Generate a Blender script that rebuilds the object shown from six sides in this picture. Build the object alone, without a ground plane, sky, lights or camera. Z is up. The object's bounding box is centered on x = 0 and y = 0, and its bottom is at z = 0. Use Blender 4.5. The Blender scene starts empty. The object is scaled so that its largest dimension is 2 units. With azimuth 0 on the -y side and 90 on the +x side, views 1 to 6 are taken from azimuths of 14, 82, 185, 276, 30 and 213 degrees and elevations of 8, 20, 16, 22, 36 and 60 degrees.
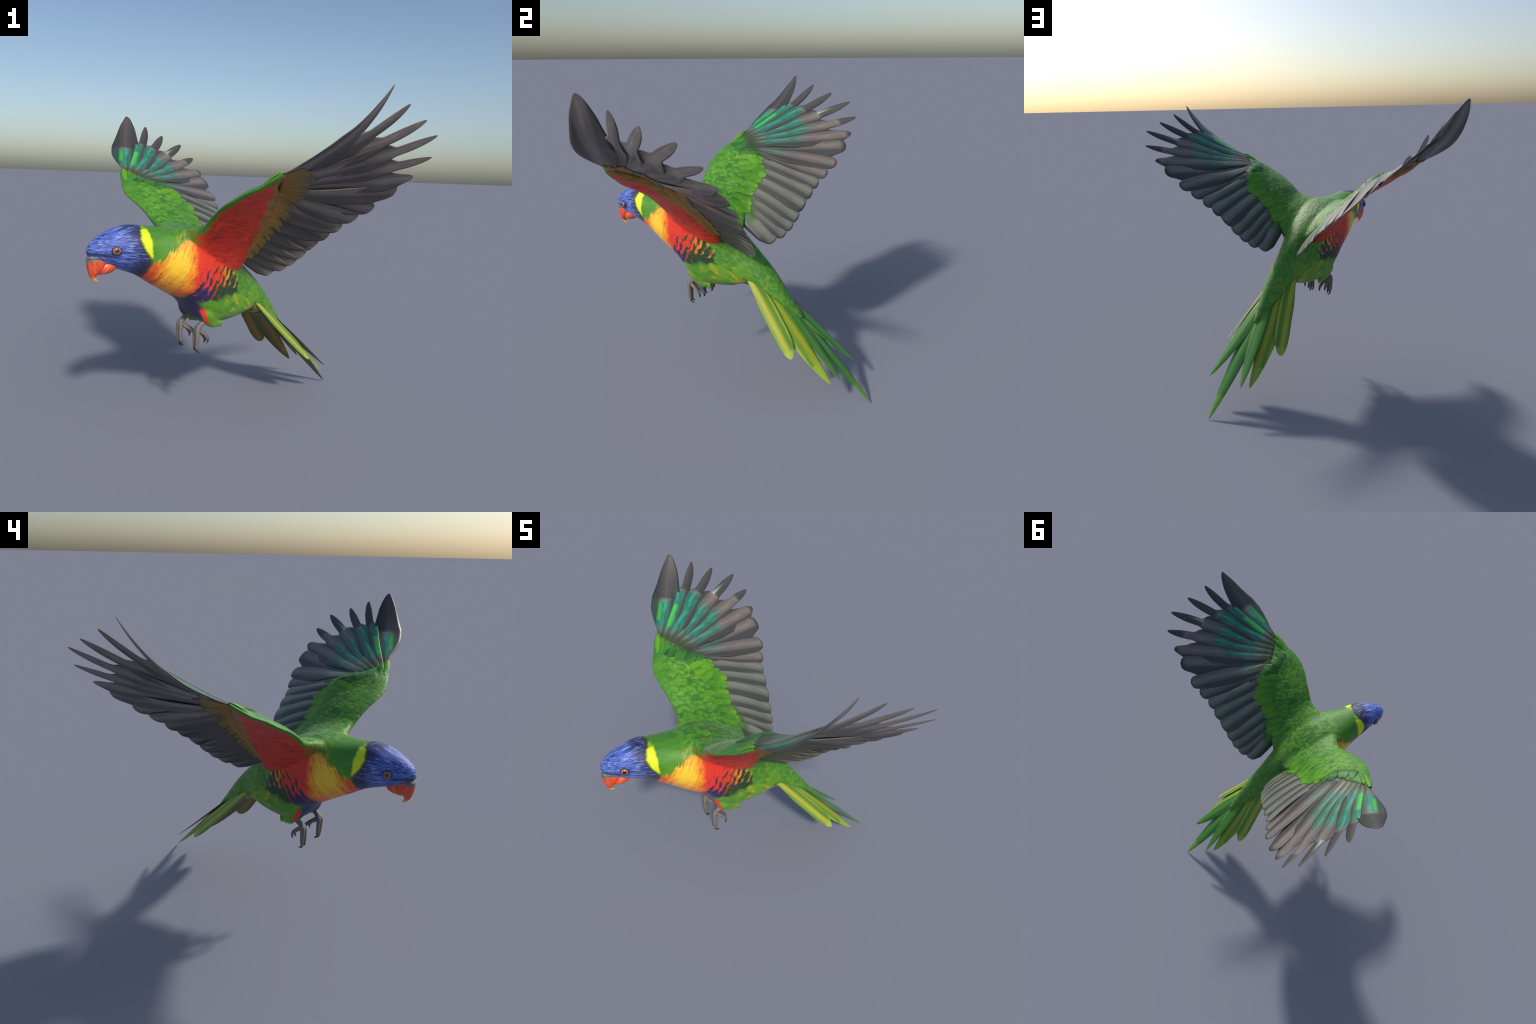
import bpy, bmesh, math, random
import numpy as np
from mathutils import Matrix, Vector
from mathutils.bvhtree import BVHTree

# ---------------------------------------------------------------------------
#  Frame.  The bird is described in its own frame (a, b, z): a = to the bird's
#  left, b = forward (towards the beak), z = up; it is mirror symmetric in a.
#  Blender local axes of every part: x = a, y = -b, z = z.
# ---------------------------------------------------------------------------
YAW = math.radians(-34.024)
RNG = np.random.default_rng(7)
random.seed(7)


def loc(p):
    """(a, b, z) -> local xyz"""
    p = np.asarray(p, float)
    return np.stack([p[..., 0], -p[..., 1], p[..., 2]], -1)


def unit(v):
    v = np.asarray(v, float)
    return v / np.linalg.norm(v, axis=-1, keepdims=True)


def spline(pts, n):
    """Catmull-Rom resampling of control rows to n rows, uniform in row index."""
    x = np.asarray(pts, float)
    k = len(x)
    t = np.linspace(0, k - 1, n)
    i = np.minimum(t.astype(int), k - 2)
    f = (t - i)[:, None]
    at = lambda j: x[np.clip(j, 0, k - 1)]
    a, b, c, d = at(i - 1), at(i), at(i + 1), at(i + 2)
    return .5 * (2 * b + (c - a) * f + (2 * a - 5 * b + 4 * c - d) * f ** 2 + (3 * b - a - 3 * c + d) * f ** 3)


def smooth(x, lo, hi):
    t = np.clip((np.asarray(x, float) - lo) / (hi - lo), 0, 1)
    return t * t * (3 - 2 * t)


def mesh_from(name, verts, faces, smooth_shade=True, slots=None):
    me = bpy.data.meshes.new(name)
    me.from_pydata([tuple(map(float, v)) for v in verts], [], [tuple(map(int, f)) for f in faces])
    if slots is not None:
        me.polygons.foreach_set("material_index", np.asarray(slots, np.int32))
    bm = bmesh.new()
    bm.from_mesh(me)
    bmesh.ops.remove_doubles(bm, verts=bm.verts, dist=1e-6)
    bmesh.ops.recalc_face_normals(bm, faces=bm.faces)
    bm.to_mesh(me)
    bm.free()
    if smooth_shade:
        me.polygons.foreach_set("use_smooth", np.ones(len(me.polygons), bool))
    me.update()
    return me


def add(name, me, parent, mat=None, matrix=None):
    ob = bpy.data.objects.new(name, me)
    bpy.context.scene.collection.objects.link(ob)
    if parent is not None:
        ob.parent = parent
    if matrix is not None:
        ob.matrix_local = matrix
    if mat is not None and ob.type == "MESH" and not me.materials:
        me.materials.append(mat)
    return ob


def grid_faces(rows, cols, wrap):
    f = []
    for r in range(rows - 1):
        for c in range(cols if wrap else cols - 1):
            d = (c + 1) % cols
            f.append((r * cols + c, r * cols + d, (r + 1) * cols + d, (r + 1) * cols + c))
    return f


def tube(rings):
    """closed loft through rings (n, m, 3)"""
    n, m = len(rings), len(rings[0])
    v = [p for r in rings for p in r]
    f = grid_faces(n, m, True)
    v += [np.mean(rings[0], 0), np.mean(rings[-1], 0)]
    for c in range(m):
        f.append(((c + 1) % m, c, n * m))
        f.append(((n - 1) * m + c, (n - 1) * m + (c + 1) % m, n * m + 1))
    return v, f


def sweep(path, radii, m=14, flat=None, n=None):
    """round tube along a path of (a,b,z) points; returns local verts, faces"""
    n = n or 6 * len(path)
    p = loc(spline(path, n))
    r = spline(np.asarray(radii, float)[:, None], n)[:, 0]
    fl = spline(np.asarray(flat if flat is not None else [1.] * len(path), float)[:, None], n)[:, 0]
    t = unit(np.gradient(p, axis=0))
    side = np.array([1., 0, 0])
    rings = []
    for k in range(n):
        u = unit(side - t[k] * (side @ t[k]))
        w = np.cross(t[k], u)
        th = np.linspace(0, 2 * np.pi, m, endpoint=False)
        rings.append(p[k] + r[k] * (np.cos(th)[:, None] * u * fl[k] + np.sin(th)[:, None] * w))
    return tube(rings)


# ------------------------------------------------------------------ body ----
# stations from the face to the tail root:
# dorsal (b, z), ventral (b, z), half width, level of the widest line, roundness above / below
BODY = [
    (.966, 1.050, .955, 1.008, .020, .55, 1.00, 1.10),
    (.938, 1.090, .885, .972, .058, .55, .97, 1.15),
    (.866, 1.132, .806, .944, .087, .55, .93, 1.15),
    (.759, 1.160, .716, .908, .117, .54, .90, 1.12),
    (.652, 1.150, .638, .858, .132, .53, .88, 1.08),
    (.535, 1.140, .538, .798, .166, .52, .78, 1.00),
    (.418, 1.145, .445, .738, .181, .50, .70, .92),
    (.307, 1.110, .386, .668, .177, .48, .68, .85),
    (.195, 1.043, .324, .612, .164, .46, .76, .78),
    (.079, .952, .223, .600, .142, .45, .90, .76),
    (-.049, .842, .111, .608, .112, .45, 1.10, .80),
    (-.160, .722, .010, .630, .086, .46, 1.05, 1.00),
    (-.255, .590, -.125, .572, .062, .48, 1.05, 1.10),
    (-.345, .470, -.268, .468, .026, .50, 1.00, 1.10),
]


def body_rings(n=110, m=64):
    y = spline(BODY, n)
    D, V, w, mm = y[:, 0:2], y[:, 2:4], y[:, 4], y[:, 5]
    M = V + (D - V) * mm[:, None]
    th = np.linspace(0, 2 * np.pi, m, endpoint=False)
    c, s = np.cos(th), np.sin(th)
    rings = []
    for k in range(n):
        e = np.where(s >= 0, y[k, 6], y[k, 7])
        cc = np.sign(c) * (np.abs(c) + 1e-9) ** e
        ss = np.sign(s) * (np.abs(s) + 1e-9) ** e
        h = np.where(s[:, None] >= 0, D[k] - M[k], M[k] - V[k])
        pz = M[k] + h * ss[:, None]
        rings.append(loc(np.column_stack([w[k] * cc, pz])))
    return rings


# ------------------------------------------------------------------- wing ---
# leading edge and rear edge of the feathered arm from the shoulder to the hand,
# then height of the upper and depth of the lower surface from the chord between them
ARM = [  # leading edge, rear edge, rise of the top, depth of the underside, how far back the underside is deepest
    (.045, .472, 1.095, .050, .085, .905, .046, .106, .42),
    (.110, .494, 1.130, .130, .100, .980, .046, .108, .42),
    (.217, .478, 1.146, .213, .122, 1.055, .042, .058, .50),
    (.319, .491, 1.207, .290, .135, 1.126, .046, .035, .72),
    (.410, .510, 1.256, .366, .125, 1.188, .048, .024, .95),
    (.485, .514, 1.290, .424, .145, 1.252, .044, .024, .95),
    (.557, .493, 1.331, .478, .195, 1.326, .034, .025, .95),
    (.612, .466, 1.357, .535, .270, 1.354, .024, .026, .9),
    (.660, .447, 1.388, .602, .342, 1.386, .015, .018, .8),
    (.712, .414, 1.430, .676, .385, 1.417, .007, .013, .6),
]


def arm_rings(n=60, m=48):
    y = spline(ARM, n)
    L, C = loc(y[:, 0:3]), loc(y[:, 3:6])
    span = unit(np.gradient(.5 * (L + C), axis=0))
    rings = []
    for k in range(n):
        ch = C[k] - L[k]
        up = unit(np.cross(ch, span[k]))
        if up[2] < 0:
            up = -up
        th = np.linspace(0, 2 * np.pi, m, endpoint=False)
        u = .5 - .5 * np.cos(th)
        hi = y[k, 6] * (.6 * u ** .45 * (1 - u) ** .8 / .46 + .4 * 4 * u * (1 - u))
        q = y[k, 8]
        lo = -y[k, 7] * (u ** q * (1 - u) ** .35) / ((q / (q + .35)) ** q * (.35 / (q + .35)) ** .35) - .003 * np.clip(u * 30, 0, 1) * np.clip((1 - u) * 30, 0, 1)
        rings.append(L[k] + ch * u[:, None] + up * np.where(np.sin(th) >= 0, hi, lo)[:, None])
    return rings


# ------------------------------------------------------------ feather maker --
def feather_mesh(name, R, M, T, lat, wl, wt, thick=.0034, camber=.06, tilt=0., nl=30, nx=11, ridge=.0016, wave=0., bulge=0., deep=0., flat_tip=2.):
    """A vane: centre line R -> M -> T, lat = lateral unit vectors (towards the leading side) at those
    three points, wl / wt = functions of t giving leading / trailing half widths.
    Returns (mesh in the feather's own frame: x across, y along, z up, and that frame's matrix)."""
    R, M, T = (loc(np.array(p, float)) for p in (R, M, T))
    lat = [unit(loc(np.array(v, float))) for v in lat]
    d1, d2 = np.linalg.norm(M - R), np.linalg.norm(T - M)
    tm = d1 / (d1 + d2)
    t = 1 - (1 - np.linspace(0, 1, nl)) ** 1.35
    # quadratic through R (0), M (tm), T (1)
    q0 = (t - tm) * (t - 1) / (tm * 1.)
    q1 = t * (t - 1) / (tm * (tm - 1))
    q2 = t * (t - tm) / (1 - tm)
    P = q0[:, None] * R + q1[:, None] * M + q2[:, None] * T
    lift_ = bulge * np.sin(np.pi * np.clip(t / tm, 0, 1))
    k = np.clip(t / tm, 0, 1)[:, None]
    k2 = np.clip((t - tm) / (1 - tm), 0, 1)[:, None]
    A = lat[0] * (1 - k) + lat[1] * (k - k2) + lat[2] * k2
    tan = unit(np.gradient(P, axis=0))
    A = unit(A - tan * (A * tan).sum(1, keepdims=True))
    N = np.cross(A, tan)
    P = P + N * lift_[:, None]
    ax_y = unit(T - R)
    ax_x = unit(lat[1] - ax_y * (lat[1] @ ax_y))
    ax_z = np.cross(ax_x, ax_y)
    s = np.linspace(-1, 1, nx)
    top, bot = [], []
    for i in range(nl):
        a, b = wl(t[i]), wt(t[i])
        x = np.where(s > 0, a, b) * s
        wid = .5 * (a + b)
        h = camber * wid * (1 - s ** 2) + tilt * (1 - smooth(t[i], flat_tip - .12, flat_tip)) * s * min(1, wid / .03) + wave * wid * np.sin(3 * s + 9 * t[i])
        th = thick * (.25 + .75 * (1 - np.abs(s) ** 2)) * (.35 + .65 * (1 - t[i]))
        rd = ridge * np.exp(-(x / .0035) ** 2) * (1 - t[i]) ** .5
        base = P[i] + A[i] * x[:, None]
        dp = deep * smooth(t[i], .0, .18 if deep < .02 else .42) * (1 - t[i]) ** .9 * (.88 - .30 * s - .12 * s ** 2)
        top.append(base + N[i] * (h + th * .5 + rd)[:, None])
        bot.append(base + N[i] * (h - th * .5 - rd - dp)[:, None])
    v = np.array(top + bot).reshape(-1, 3)
    f = grid_faces(nl, nx, False) + [tuple(j + nl * nx for j in reversed(q)) for q in grid_faces(nl, nx, False)]
    o = nl * nx
    loop = [i for i in range(nx)] + [r * nx + nx - 1 for r in range(1, nl)] + \
           [(nl - 1) * nx + c for c in range(nx - 2, -1, -1)] + [r * nx for r in range(nl - 2, 0, -1)]
    for i in range(len(loop)):
        p, q = loop[i], loop[(i + 1) % len(loop)]
        f.append((q, p, p + o, q + o))
    mat = Matrix((ax_x, ax_y, ax_z)).transposed().to_4x4()
    mat.translation = Vector(R)
    inv = np.array(mat.inverted())
    v = v @ inv[:3, :3].T + inv[:3, 3]
    slots = np.ones(len(f), int)
    slots[:(nl - 1) * (nx - 1)] = 0
    return mesh_from(name, v, f, slots=slots), mat


MIRROR = Matrix.Diagonal((-1, 1, 1, 1))


def tip_round(t, t0, p):
    u = np.clip((t - t0) / (1 - t0), 0, 1)
    return max(1 - u ** p, 0) ** (1 / p)

# -------------------------------------------------------------- materials ---
EYE = (.0845, .857, 1.047)
MAT = {}


class S:
    """a value socket in a node tree; arithmetic on it adds Math nodes"""
    def __init__(self, nt, sock):
        self.nt, self.s = nt, sock

    def _m(self, op, *args):
        n = self.nt.nodes.new("ShaderNodeMath")
        n.operation = op
        for i, a in enumerate((self,) + args):
            if isinstance(a, S):
                self.nt.links.new(a.s, n.inputs[i])
            else:
                n.inputs[i].default_value = float(a)
        return S(self.nt, n.outputs[0])

    def __add__(self, o): return self._m("ADD", o)
    __radd__ = __add__
    def __sub__(self, o): return self._m("SUBTRACT", o)
    def __rsub__(self, o): return (self * -1) + o
    def __mul__(self, o): return self._m("MULTIPLY", o)
    __rmul__ = __mul__
    def __truediv__(self, o): return self._m("DIVIDE", o)
    def abs(self): return self._m("ABSOLUTE")
    def sin(self): return self._m("SINE")
    def sqrt(self): return self._m("SQRT")
    def min(self, o): return self._m("MINIMUM", o)
    def max(self, o): return self._m("MAXIMUM", o)
    def clamp(self): return self.max(0).min(1)

    def step(self, lo, hi):
        """smooth step from lo to hi (falling when lo > hi)"""
        n = self.nt.nodes.new("ShaderNodeMapRange")
        n.interpolation_type = "SMOOTHSTEP"
        self.nt.links.new(self.s, n.inputs["Value"])
        if lo < hi:
            v = (lo, hi, 0, 1)
        else:
            v = (hi, lo, 1, 0)
        for k, x in zip(("From Min", "From Max", "To Min", "To Max"), v):
            n.inputs[k].default_value = x
        return S(self.nt, n.outputs["Result"])

    def curve(self, pts):
        """piecewise-linear function through (x, y) points"""
        xs, ys = [p[0] for p in pts], [p[1] for p in pts]
        n = self.nt.nodes.new("ShaderNodeValToRGB")
        t = (self - xs[0]) / (xs[-1] - xs[0])
        self.nt.links.new(t.s, n.inputs[0])
        lo, hi = min(ys), max(ys)
        el = n.color_ramp.elements
        while len(el) < len(pts):
            el.new(.5)
        for e, x, y in zip(el, xs, ys):
            e.position = (x - xs[0]) / (xs[-1] - xs[0])
            v = (y - lo) / (hi - lo)
            e.color = (v, v, v, 1)
        return S(self.nt, n.outputs[0]) * (hi - lo) + lo


class Mat:
    def __init__(self, name, rough=.5, spec=.35, sheen=0., coat=0.):
        self.m = bpy.data.materials.new(name)
        self.m.use_nodes = True
        self.nt = self.m.node_tree
        self.p = self.nt.nodes["Principled BSDF"]
        self.p.inputs["Roughness"].default_value = rough
        self.p.inputs["Specular IOR Level"].default_value = spec
        self.p.inputs["Sheen Weight"].default_value = sheen
        self.p.inputs["Sheen Roughness"].default_value = .4
        self.p.inputs["Coat Weight"].default_value = coat
        tc = self.nt.nodes.new("ShaderNodeTexCoord")
        sp = self.nt.nodes.new("ShaderNodeSeparateXYZ")
        self.nt.links.new(tc.outputs["Object"], sp.inputs[0])
        self.x, self.y, self.z = (S(self.nt, sp.outputs[i]) for i in range(3))
        MAT[name] = self.m

    def vec(self, x, y, z):
        n = self.nt.nodes.new("ShaderNodeCombineXYZ")
        for i, a in enumerate((x, y, z)):
            if isinstance(a, S):
                self.nt.links.new(a.s, n.inputs[i])
            else:
                n.inputs[i].default_value = a
        return n.outputs[0]

    def noise(self, v, scale=1., detail=3., rough=.55, dist=0.):
        n = self.nt.nodes.new("ShaderNodeTexNoise")
        n.inputs["Scale"].default_value = scale
        n.inputs["Detail"].default_value = detail
        n.inputs["Roughness"].default_value = rough
        n.inputs["Distortion"].default_value = dist
        self.nt.links.new(v, n.inputs["Vector"])
        return S(self.nt, n.outputs[0])

    def cells(self, v, scale=1., smooth_=True, rand=1., out="Distance"):
        n = self.nt.nodes.new("ShaderNodeTexVoronoi")
        if smooth_:
            n.feature = "SMOOTH_F1"
            n.inputs["Smoothness"].default_value = .3
        n.inputs["Scale"].default_value = scale
        n.inputs["Randomness"].default_value = rand
        self.nt.links.new(v, n.inputs["Vector"])
        return S(self.nt, n.outputs[out])

    def rnd(self):
        n = self.nt.nodes.new("ShaderNodeObjectInfo")
        return S(self.nt, n.outputs["Random"])

    def mix(self, a, b, f):
        n = self.nt.nodes.new("ShaderNodeMix")
        n.data_type = "RGBA"
        for i, v in ((6, a), (7, b)):
            if isinstance(v, tuple):
                n.inputs[i].default_value = (*v, 1)
            else:
                self.nt.links.new(v, n.inputs[i])
        if isinstance(f, S):
            self.nt.links.new(f.s, n.inputs[0])
        else:
            n.inputs[0].default_value = f
        return n.outputs[2]

    def gain(self, c, f):
        """multiply colour by a constant"""
        n = self.nt.nodes.new("ShaderNodeMix")
        n.data_type, n.blend_type = "RGBA", "MULTIPLY"
        n.inputs[0].default_value = 1
        self.nt.links.new(c, n.inputs[6])
        n.inputs[7].default_value = (f, f, f, 1)
        return n.outputs[2]

    def finish(self, col, height=None, strength=.3, dist=.004):
        self.nt.links.new(col, self.p.inputs["Base Color"])
        if height is not None:
            n = self.nt.nodes.new("ShaderNodeBump")
            n.inputs["Strength"].default_value = strength
            n.inputs["Distance"].default_value = dist
            self.nt.links.new(height.s, n.inputs["Height"])
            self.nt.links.new(n.outputs[0], self.p.inputs["Normal"])
        return self.m


GREEN, GREEN_LT, GREEN_DK, GREEN_YL = (.065, .250, .014), (.130, .360, .020), (.018, .085, .012), (.300, .400, .025)
RED, ORANGE, YELLOW, NAVY = (.700, .036, .016), (.800, .200, .018), (.880, .500, .030), (.018, .020, .090)


def green_mottle(M, u, b, z, base=GREEN):
    """soft overlapping green feather tips with yellowish flecks"""
    warp = M.noise(M.vec(u, b, z), 18, 2) * .05
    v = M.vec(u + warp, b * .62 + z * .35 + warp, z - b * .2)
    c = M.cells(v, 42)
    fine = M.noise(M.vec(u * 70, b * 22, z * 70), 1., 3)
    big = M.noise(M.vec(u, b, z), 9, 3)
    col = M.mix(base, GREEN_LT, (c.step(.55, .15) * .55 + (big - .5) * .8).clamp())
    col = M.mix(col, GREEN_DK, (c.step(.42, .75) * .55 + fine.step(.60, .80) * .3).clamp())
    fleck = M.noise(M.vec(u * 40, b * 30, z * 40), 1., 2)
    col = M.mix(col, GREEN_YL, fleck.step(.58, .72) * .65)
    return col, c * -.8 + fine * .5


# --- trunk and upper wing -----------------------------------------------------
M = Mat("plumage", rough=.56, spec=.48, sheen=.12)
u, b, z = M.x.abs(), M.y * -1, M.z
wob = (M.noise(M.vec(u * 45, b * 16, z * 30), 1., 3) - .5)
wob2 = (M.noise(M.vec(u, b, z), 26, 3) - .5)
# streaks that run back along the feathers
strk = M.noise(M.vec(u * 85 + z * 20, (b * .8 + z * .5) * 13, (z * .8 - b * .5) * 85), 1., 3, .6)
fan = (z - 1.03) / (1.13 - b)                     # head feathers fan back from the beak
strkh = M.noise(M.vec(u * 84 + fan * 10, b * 8, fan * 52 + u * 26), 1., 2, .55, .25)
back, backh = green_mottle(M, u, b, z)
# smooth neck green
neckg = M.mix((.050, .205, .014), (.085, .270, .016), M.noise(M.vec(u * 30, b * 10, z * 30), 1., 3).step(.35, .7))
plain = M.mix(neckg, back, ((b * -1 - u * .25).step(-.62, -.50)))
# rump: smoother streaked green
rump = M.mix((.045, .190, .016), (.110, .300, .020), strk.step(.38, .68))
rump = M.mix(rump, (.240, .330, .022), M.noise(M.vec(u * 30, b * 9, z * 14), 1., 2).step(.60, .74) * .7)
col = M.mix(plain, rump, (b + z * .55).step(.80, .62) * u.step(.30, .20))
# belly and thighs: green with yellow washes
bel = M.mix((.060, .230, .014), (.120, .310, .016), M.noise(M.vec(u * 14, b * 12, z * 20), 1., 3).step(.3, .7))
wash = M.noise(M.vec(u * 6 + 3, (b * .8 + z * .6) * 9, (z * .8 - b * .6) * 26), 1., 2, .5, .8)
bel = M.mix(bel, (.420, .400, .022), wash.step(.50, .72) * b.step(.34, .20) * z.step(.605, .64) * .85)
bel = M.mix(bel, (.300, .400, .020), strk.step(.58, .72) * .35)
trunk = u.step(.26, .20)
belly_line = z - .755 - (.35 - b) * .12 + wob * .05
col = M.mix(col, bel, belly_line.step(.012, -.016) * trunk * b.step(-.06, .02))
front = b + u * .30 - .500 + wob * .020 + wob2 * .04                      # > 0 : breast shield, < 0 : barred flank
# breast shield: yellow heart, orange, red rim; stroked from the shoulder downwards
strokes = M.noise(M.vec(u * 5, (b * .9 + z * .42 - u * .15) * 68, (z * .9 - b * .42) * 11), 1., 3, .6, .3)
shield_top = z + b * .87 - 1.545 + wob2 * .03 + (strokes - .5) * .13 + (u - .128).max(0) * 1.5 * (z - 1.06).step(0, .03) + (z - 1.085).max(0) * 1.6 + (.10 - u).max(0) * 2.0 * (z - 1.03).step(0, .03)
shield = shield_top.step(.010, -.008) * front.step(-.045, -.030) * trunk
rb, rz = (b - .553) / .078, (z - .968) / .108
rad = (rb * rb + rz * rz).sqrt() + wob * .9 + wob2 * .4
sh = M.mix((.900, .560, .035), (.860, .330, .020), (rad + (strokes - .5) * 2.4).step(.40, .95))
sh = M.mix(sh, (.780, .110, .016), (rad + (strokes - .5) * 2.6).step(1.05, 1.75))
sh = M.mix(sh, RED, ((b - .64) + (1.00 - z) * .12).step(.005, .040) * .65)
sh = M.mix(sh, (.420, .050, .012), strokes.step(.56, .68) * rad.step(.35, 1.1) * .60)
sh = M.mix(sh, (.150, .120, .014), front.step(.020, .002) * (z - .815).step(.02, -.02) * .75)
sh = M.mix(sh, RED, (front + (strokes - .5) * .09).step(.035, -.005) * (z - .86).step(-.03, .03))
col = M.mix(col, sh, shield)
# flank: dark ground with red bars, turning orange then yellow towards the rear
rear = b - .160 - (z - .85).max(0) * .90 + wob * .050         # > 0 : in front of the green flank
flank = (front + (strokes - .5) * .06).step(.010, -.014) * rear.step(-.012, .016) * belly_line.step(-.010, .014) * trunk * (z - .945 - (b - .157) * .40).step(.03, -.01)
ground = M.mix((.016, .050, .016), NAVY, (b - u * .15 + wob2 * .10).step(.300, .365))
bar_s = b * .86 + z * .50 + wob2 * .055 + wob * .014
bars = (bar_s * (6.2832 / .038)).sin()
redness = (z - .812 + (b - .40) * .35 + (u - .15) * 1.2 + wob2 * .10)   # grows upward
barcol = M.mix(M.mix((.760, .360, .030), ORANGE, (b + wob * .05).step(.20, .27)), RED, b.step(.25, .32))
barmask = (bars + redness * 13 - .55 + (M.noise(M.vec(u * 34, b * 34, z * 20), 1., 2) - .5) * 5.0).step(-.60, .95)
side = (u - .045 - (.70 - z).max(0) * .3).step(0, .055)
navy_shine = M.mix(ground, (.040, .045, .220), strk.step(.58, .74) * .45)
flank_c = M.mix(navy_shine, barcol, barmask * side)
col = M.mix(col, flank_c, flank)
# navy belly running down to the legs, with red trousers in front of the green thigh
navy_m = front.step(.006, -.008) * trunk * (b - .350 - u * .22 + wob * .03).step(-.012, .012) * (z - .80).step(.06, -.02)
col = M.mix(col, navy_shine, navy_m * u.step(.135, .105))
thigh_red = (b - .352 - (z - .63) * .38 + wob * .03).abs().step(.015, .006) * z.step(.725, .70) * u.step(.085, .115) * z.step(.60, .63)
col = M.mix(col, RED, thigh_red)
# yellow-orange licks where the shield runs up to the shoulder
lick = strokes.step(.50, .60) * (shield_top - .035).abs().step(.065, .010) * b.step(.575, .535) * b.step(.43, .46) * (u - .085).step(0, .03) * trunk
col = M.mix(col, (.085, .075, .014), (strokes.step(.46, .36) * (shield_top - .035).abs().step(.065, .010) * b.step(.575, .535) * b.step(.43, .46) * (u - .085).step(0, .03) * trunk) * .6)
col = M.mix(col, (.480, .330, .030), lick * .75)
# under-tail: ochre with dark green spots
ut = (z - .700 - b.min(0) * .80 + wob * .04).step(.012, -.012) * b.step(.035, .0) * trunk
utc = M.mix((.300, .230, .020), (.020, .080, .014), M.noise(M.vec(u * 22, b * 24, z * 24), 1., 2, .5).step(.46, .56))
utc = M.mix(utc, (.040, .130, .014), b.step(-.09, -.15))
col = M.mix(col, utc, ut)
# head
edge = z.curve([(.880, .700), (.936, .698), (.985, .688), (1.028, .716), (1.056, .735), (1.097, .748), (1.131, .738), (1.160, .706)])
hd = b - edge + wob * .022
collar = hd.step(.004, -.010) * (b - .686 + wob * .016).step(-.006, .008) * (z - .992 + wob * .03).step(0, .022) * (z + wob * .04).step(1.152, 1.136)
col = M.mix(col, (.690, .780, .012), collar)
hblue = M.mix((.038, .072, .340), (.092, .160, .520), strkh.step(.38, .60))
hblue = M.mix(hblue, (.270, .350, .700), strkh.step(.56, .66) * .85)
hblue = M.mix(hblue, (.010, .014, .070), strkh.step(.43, .30) * .75)
nape = (b - .800 - (z - 1.05) * .2 + wob * .10).step(.03, -.07)
hblue = M.mix(hblue, M.mix((.016, .015, .045), (.170, .180, .330), strkh.step(.54, .68)), nape * .80)
chin = (z - .955 - (.80 - b) * .28).step(.03, -.03) * b.step(.80, .74)
hblue = M.mix(hblue, (.012, .016, .060), chin * .7)
lore = (z - 1.024 - (b - .90) * .10).abs().step(.013, .004) * b.step(.855, .875)
hblue = M.mix(hblue, (.010, .012, .040), (lore + wob * .8).clamp() * lore * .8)
col = M.mix(col, hblue, hd.step(-.006, .008))
# dark line round the crown end
col = M.mix(col, (.030, .022, .030), hd.abs().step(.014, .004) * .7)
# upper wing: brighter green at the ribbed wrist, dark olive on the hand
a_ = u
rib = ((b * .8 + a_ * .65 + wob2 * .02) * (6.2832 / .021)).sin()
wrist = a_.step(.50, .58)
wcol = M.mix((.050, .240, .025), (.025, .130, .018), rib.step(.2, .9) * .7)
col = M.mix(col, wcol, wrist * .9)
M.finish(col, backh * b.step(.62, .50) + strk * .8 + strkh * hd.step(0, .01) * 1.1 + strokes * shield * 1.2, .38, .006)

# --- wing lining --------------------------------------------------------------
M = Mat("under", rough=.55, spec=.3, sheen=.05)
u, b, z = M.x.abs(), M.y * -1, M.z
wob = M.noise(M.vec(u * 20, b * 30, z * 20), 1., 3) - .5
st = M.noise(M.vec(u * 55, b * 16, z * 40), 1., 3, .6)
c = M.mix((.620, .036, .016), (.400, .022, .014), st.step(.45, .68))
c = M.mix(c, (.760, .070, .020), M.noise(M.vec(u, b, z), 13, 3).step(.54, .70) * .6)
le = u.curve([(.10, .490), (.217, .470), (.319, .488), (.41, .506), (.485, .507), (.557, .486), (.612, .460), (.66, .439), (.72, .405)])
rim = (b - le + wob * .035)
dark = (rim + .050).abs().step(.030, .006) * M.noise(M.vec(u * 12, b * 12, z * 4), 1., 2).step(.50, .60) * u.step(.20, .26)
c = M.mix(c, (.035, .060, .012), dark * .8)
c = M.mix(c, (.160, .200, .018), rim.step(-.026, -.014) * u.step(.14, .20) * .7 * (z - u.curve([(.10, 1.120), (.217, 1.142), (.319, 1.203), (.41, 1.252), (.485, 1.286), (.557, 1.327), (.612, 1.353), (.66, 1.385), (.72, 1.430)])).step(-.040, -.020))
zle = u.curve([(.10, 1.120), (.217, 1.142), (.319, 1.203), (.41, 1.252), (.485, 1.286), (.557, 1.327), (.612, 1.353), (.66, 1.385), (.72, 1.430)])
c = M.mix(c, (.050, .210, .020), rim.step(-.018, -.006) * u.step(.12, .18) * (z - zle + wob * .01).step(-.028, -.012))
rear_b = u.curve([(.13, .100), (.213, .122), (.29, .135), (.366, .125), (.424, .145), (.478, .195), (.535, .270), (.602, .342), (.676, .385)])
frac = (le - b) / (le - rear_b + .02)
lim = u.curve([(.12, 1.10), (.184, .95), (.29, .80), (.39, .68), (.50, .66), (.58, .85), (.62, .60), (.70, .30)])
shoulder = u.step(.215, .165) * (z + wob * .02).step(1.045, 1.085)
c = M.mix(c, M.mix((.060, .200, .016), (.230, .170, .020), st.step(.42, .62)), shoulder)
out_ = frac - lim + (M.noise(M.vec(u * 60, b * 14, z * 50), 1., 2) - .5) * .28
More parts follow.
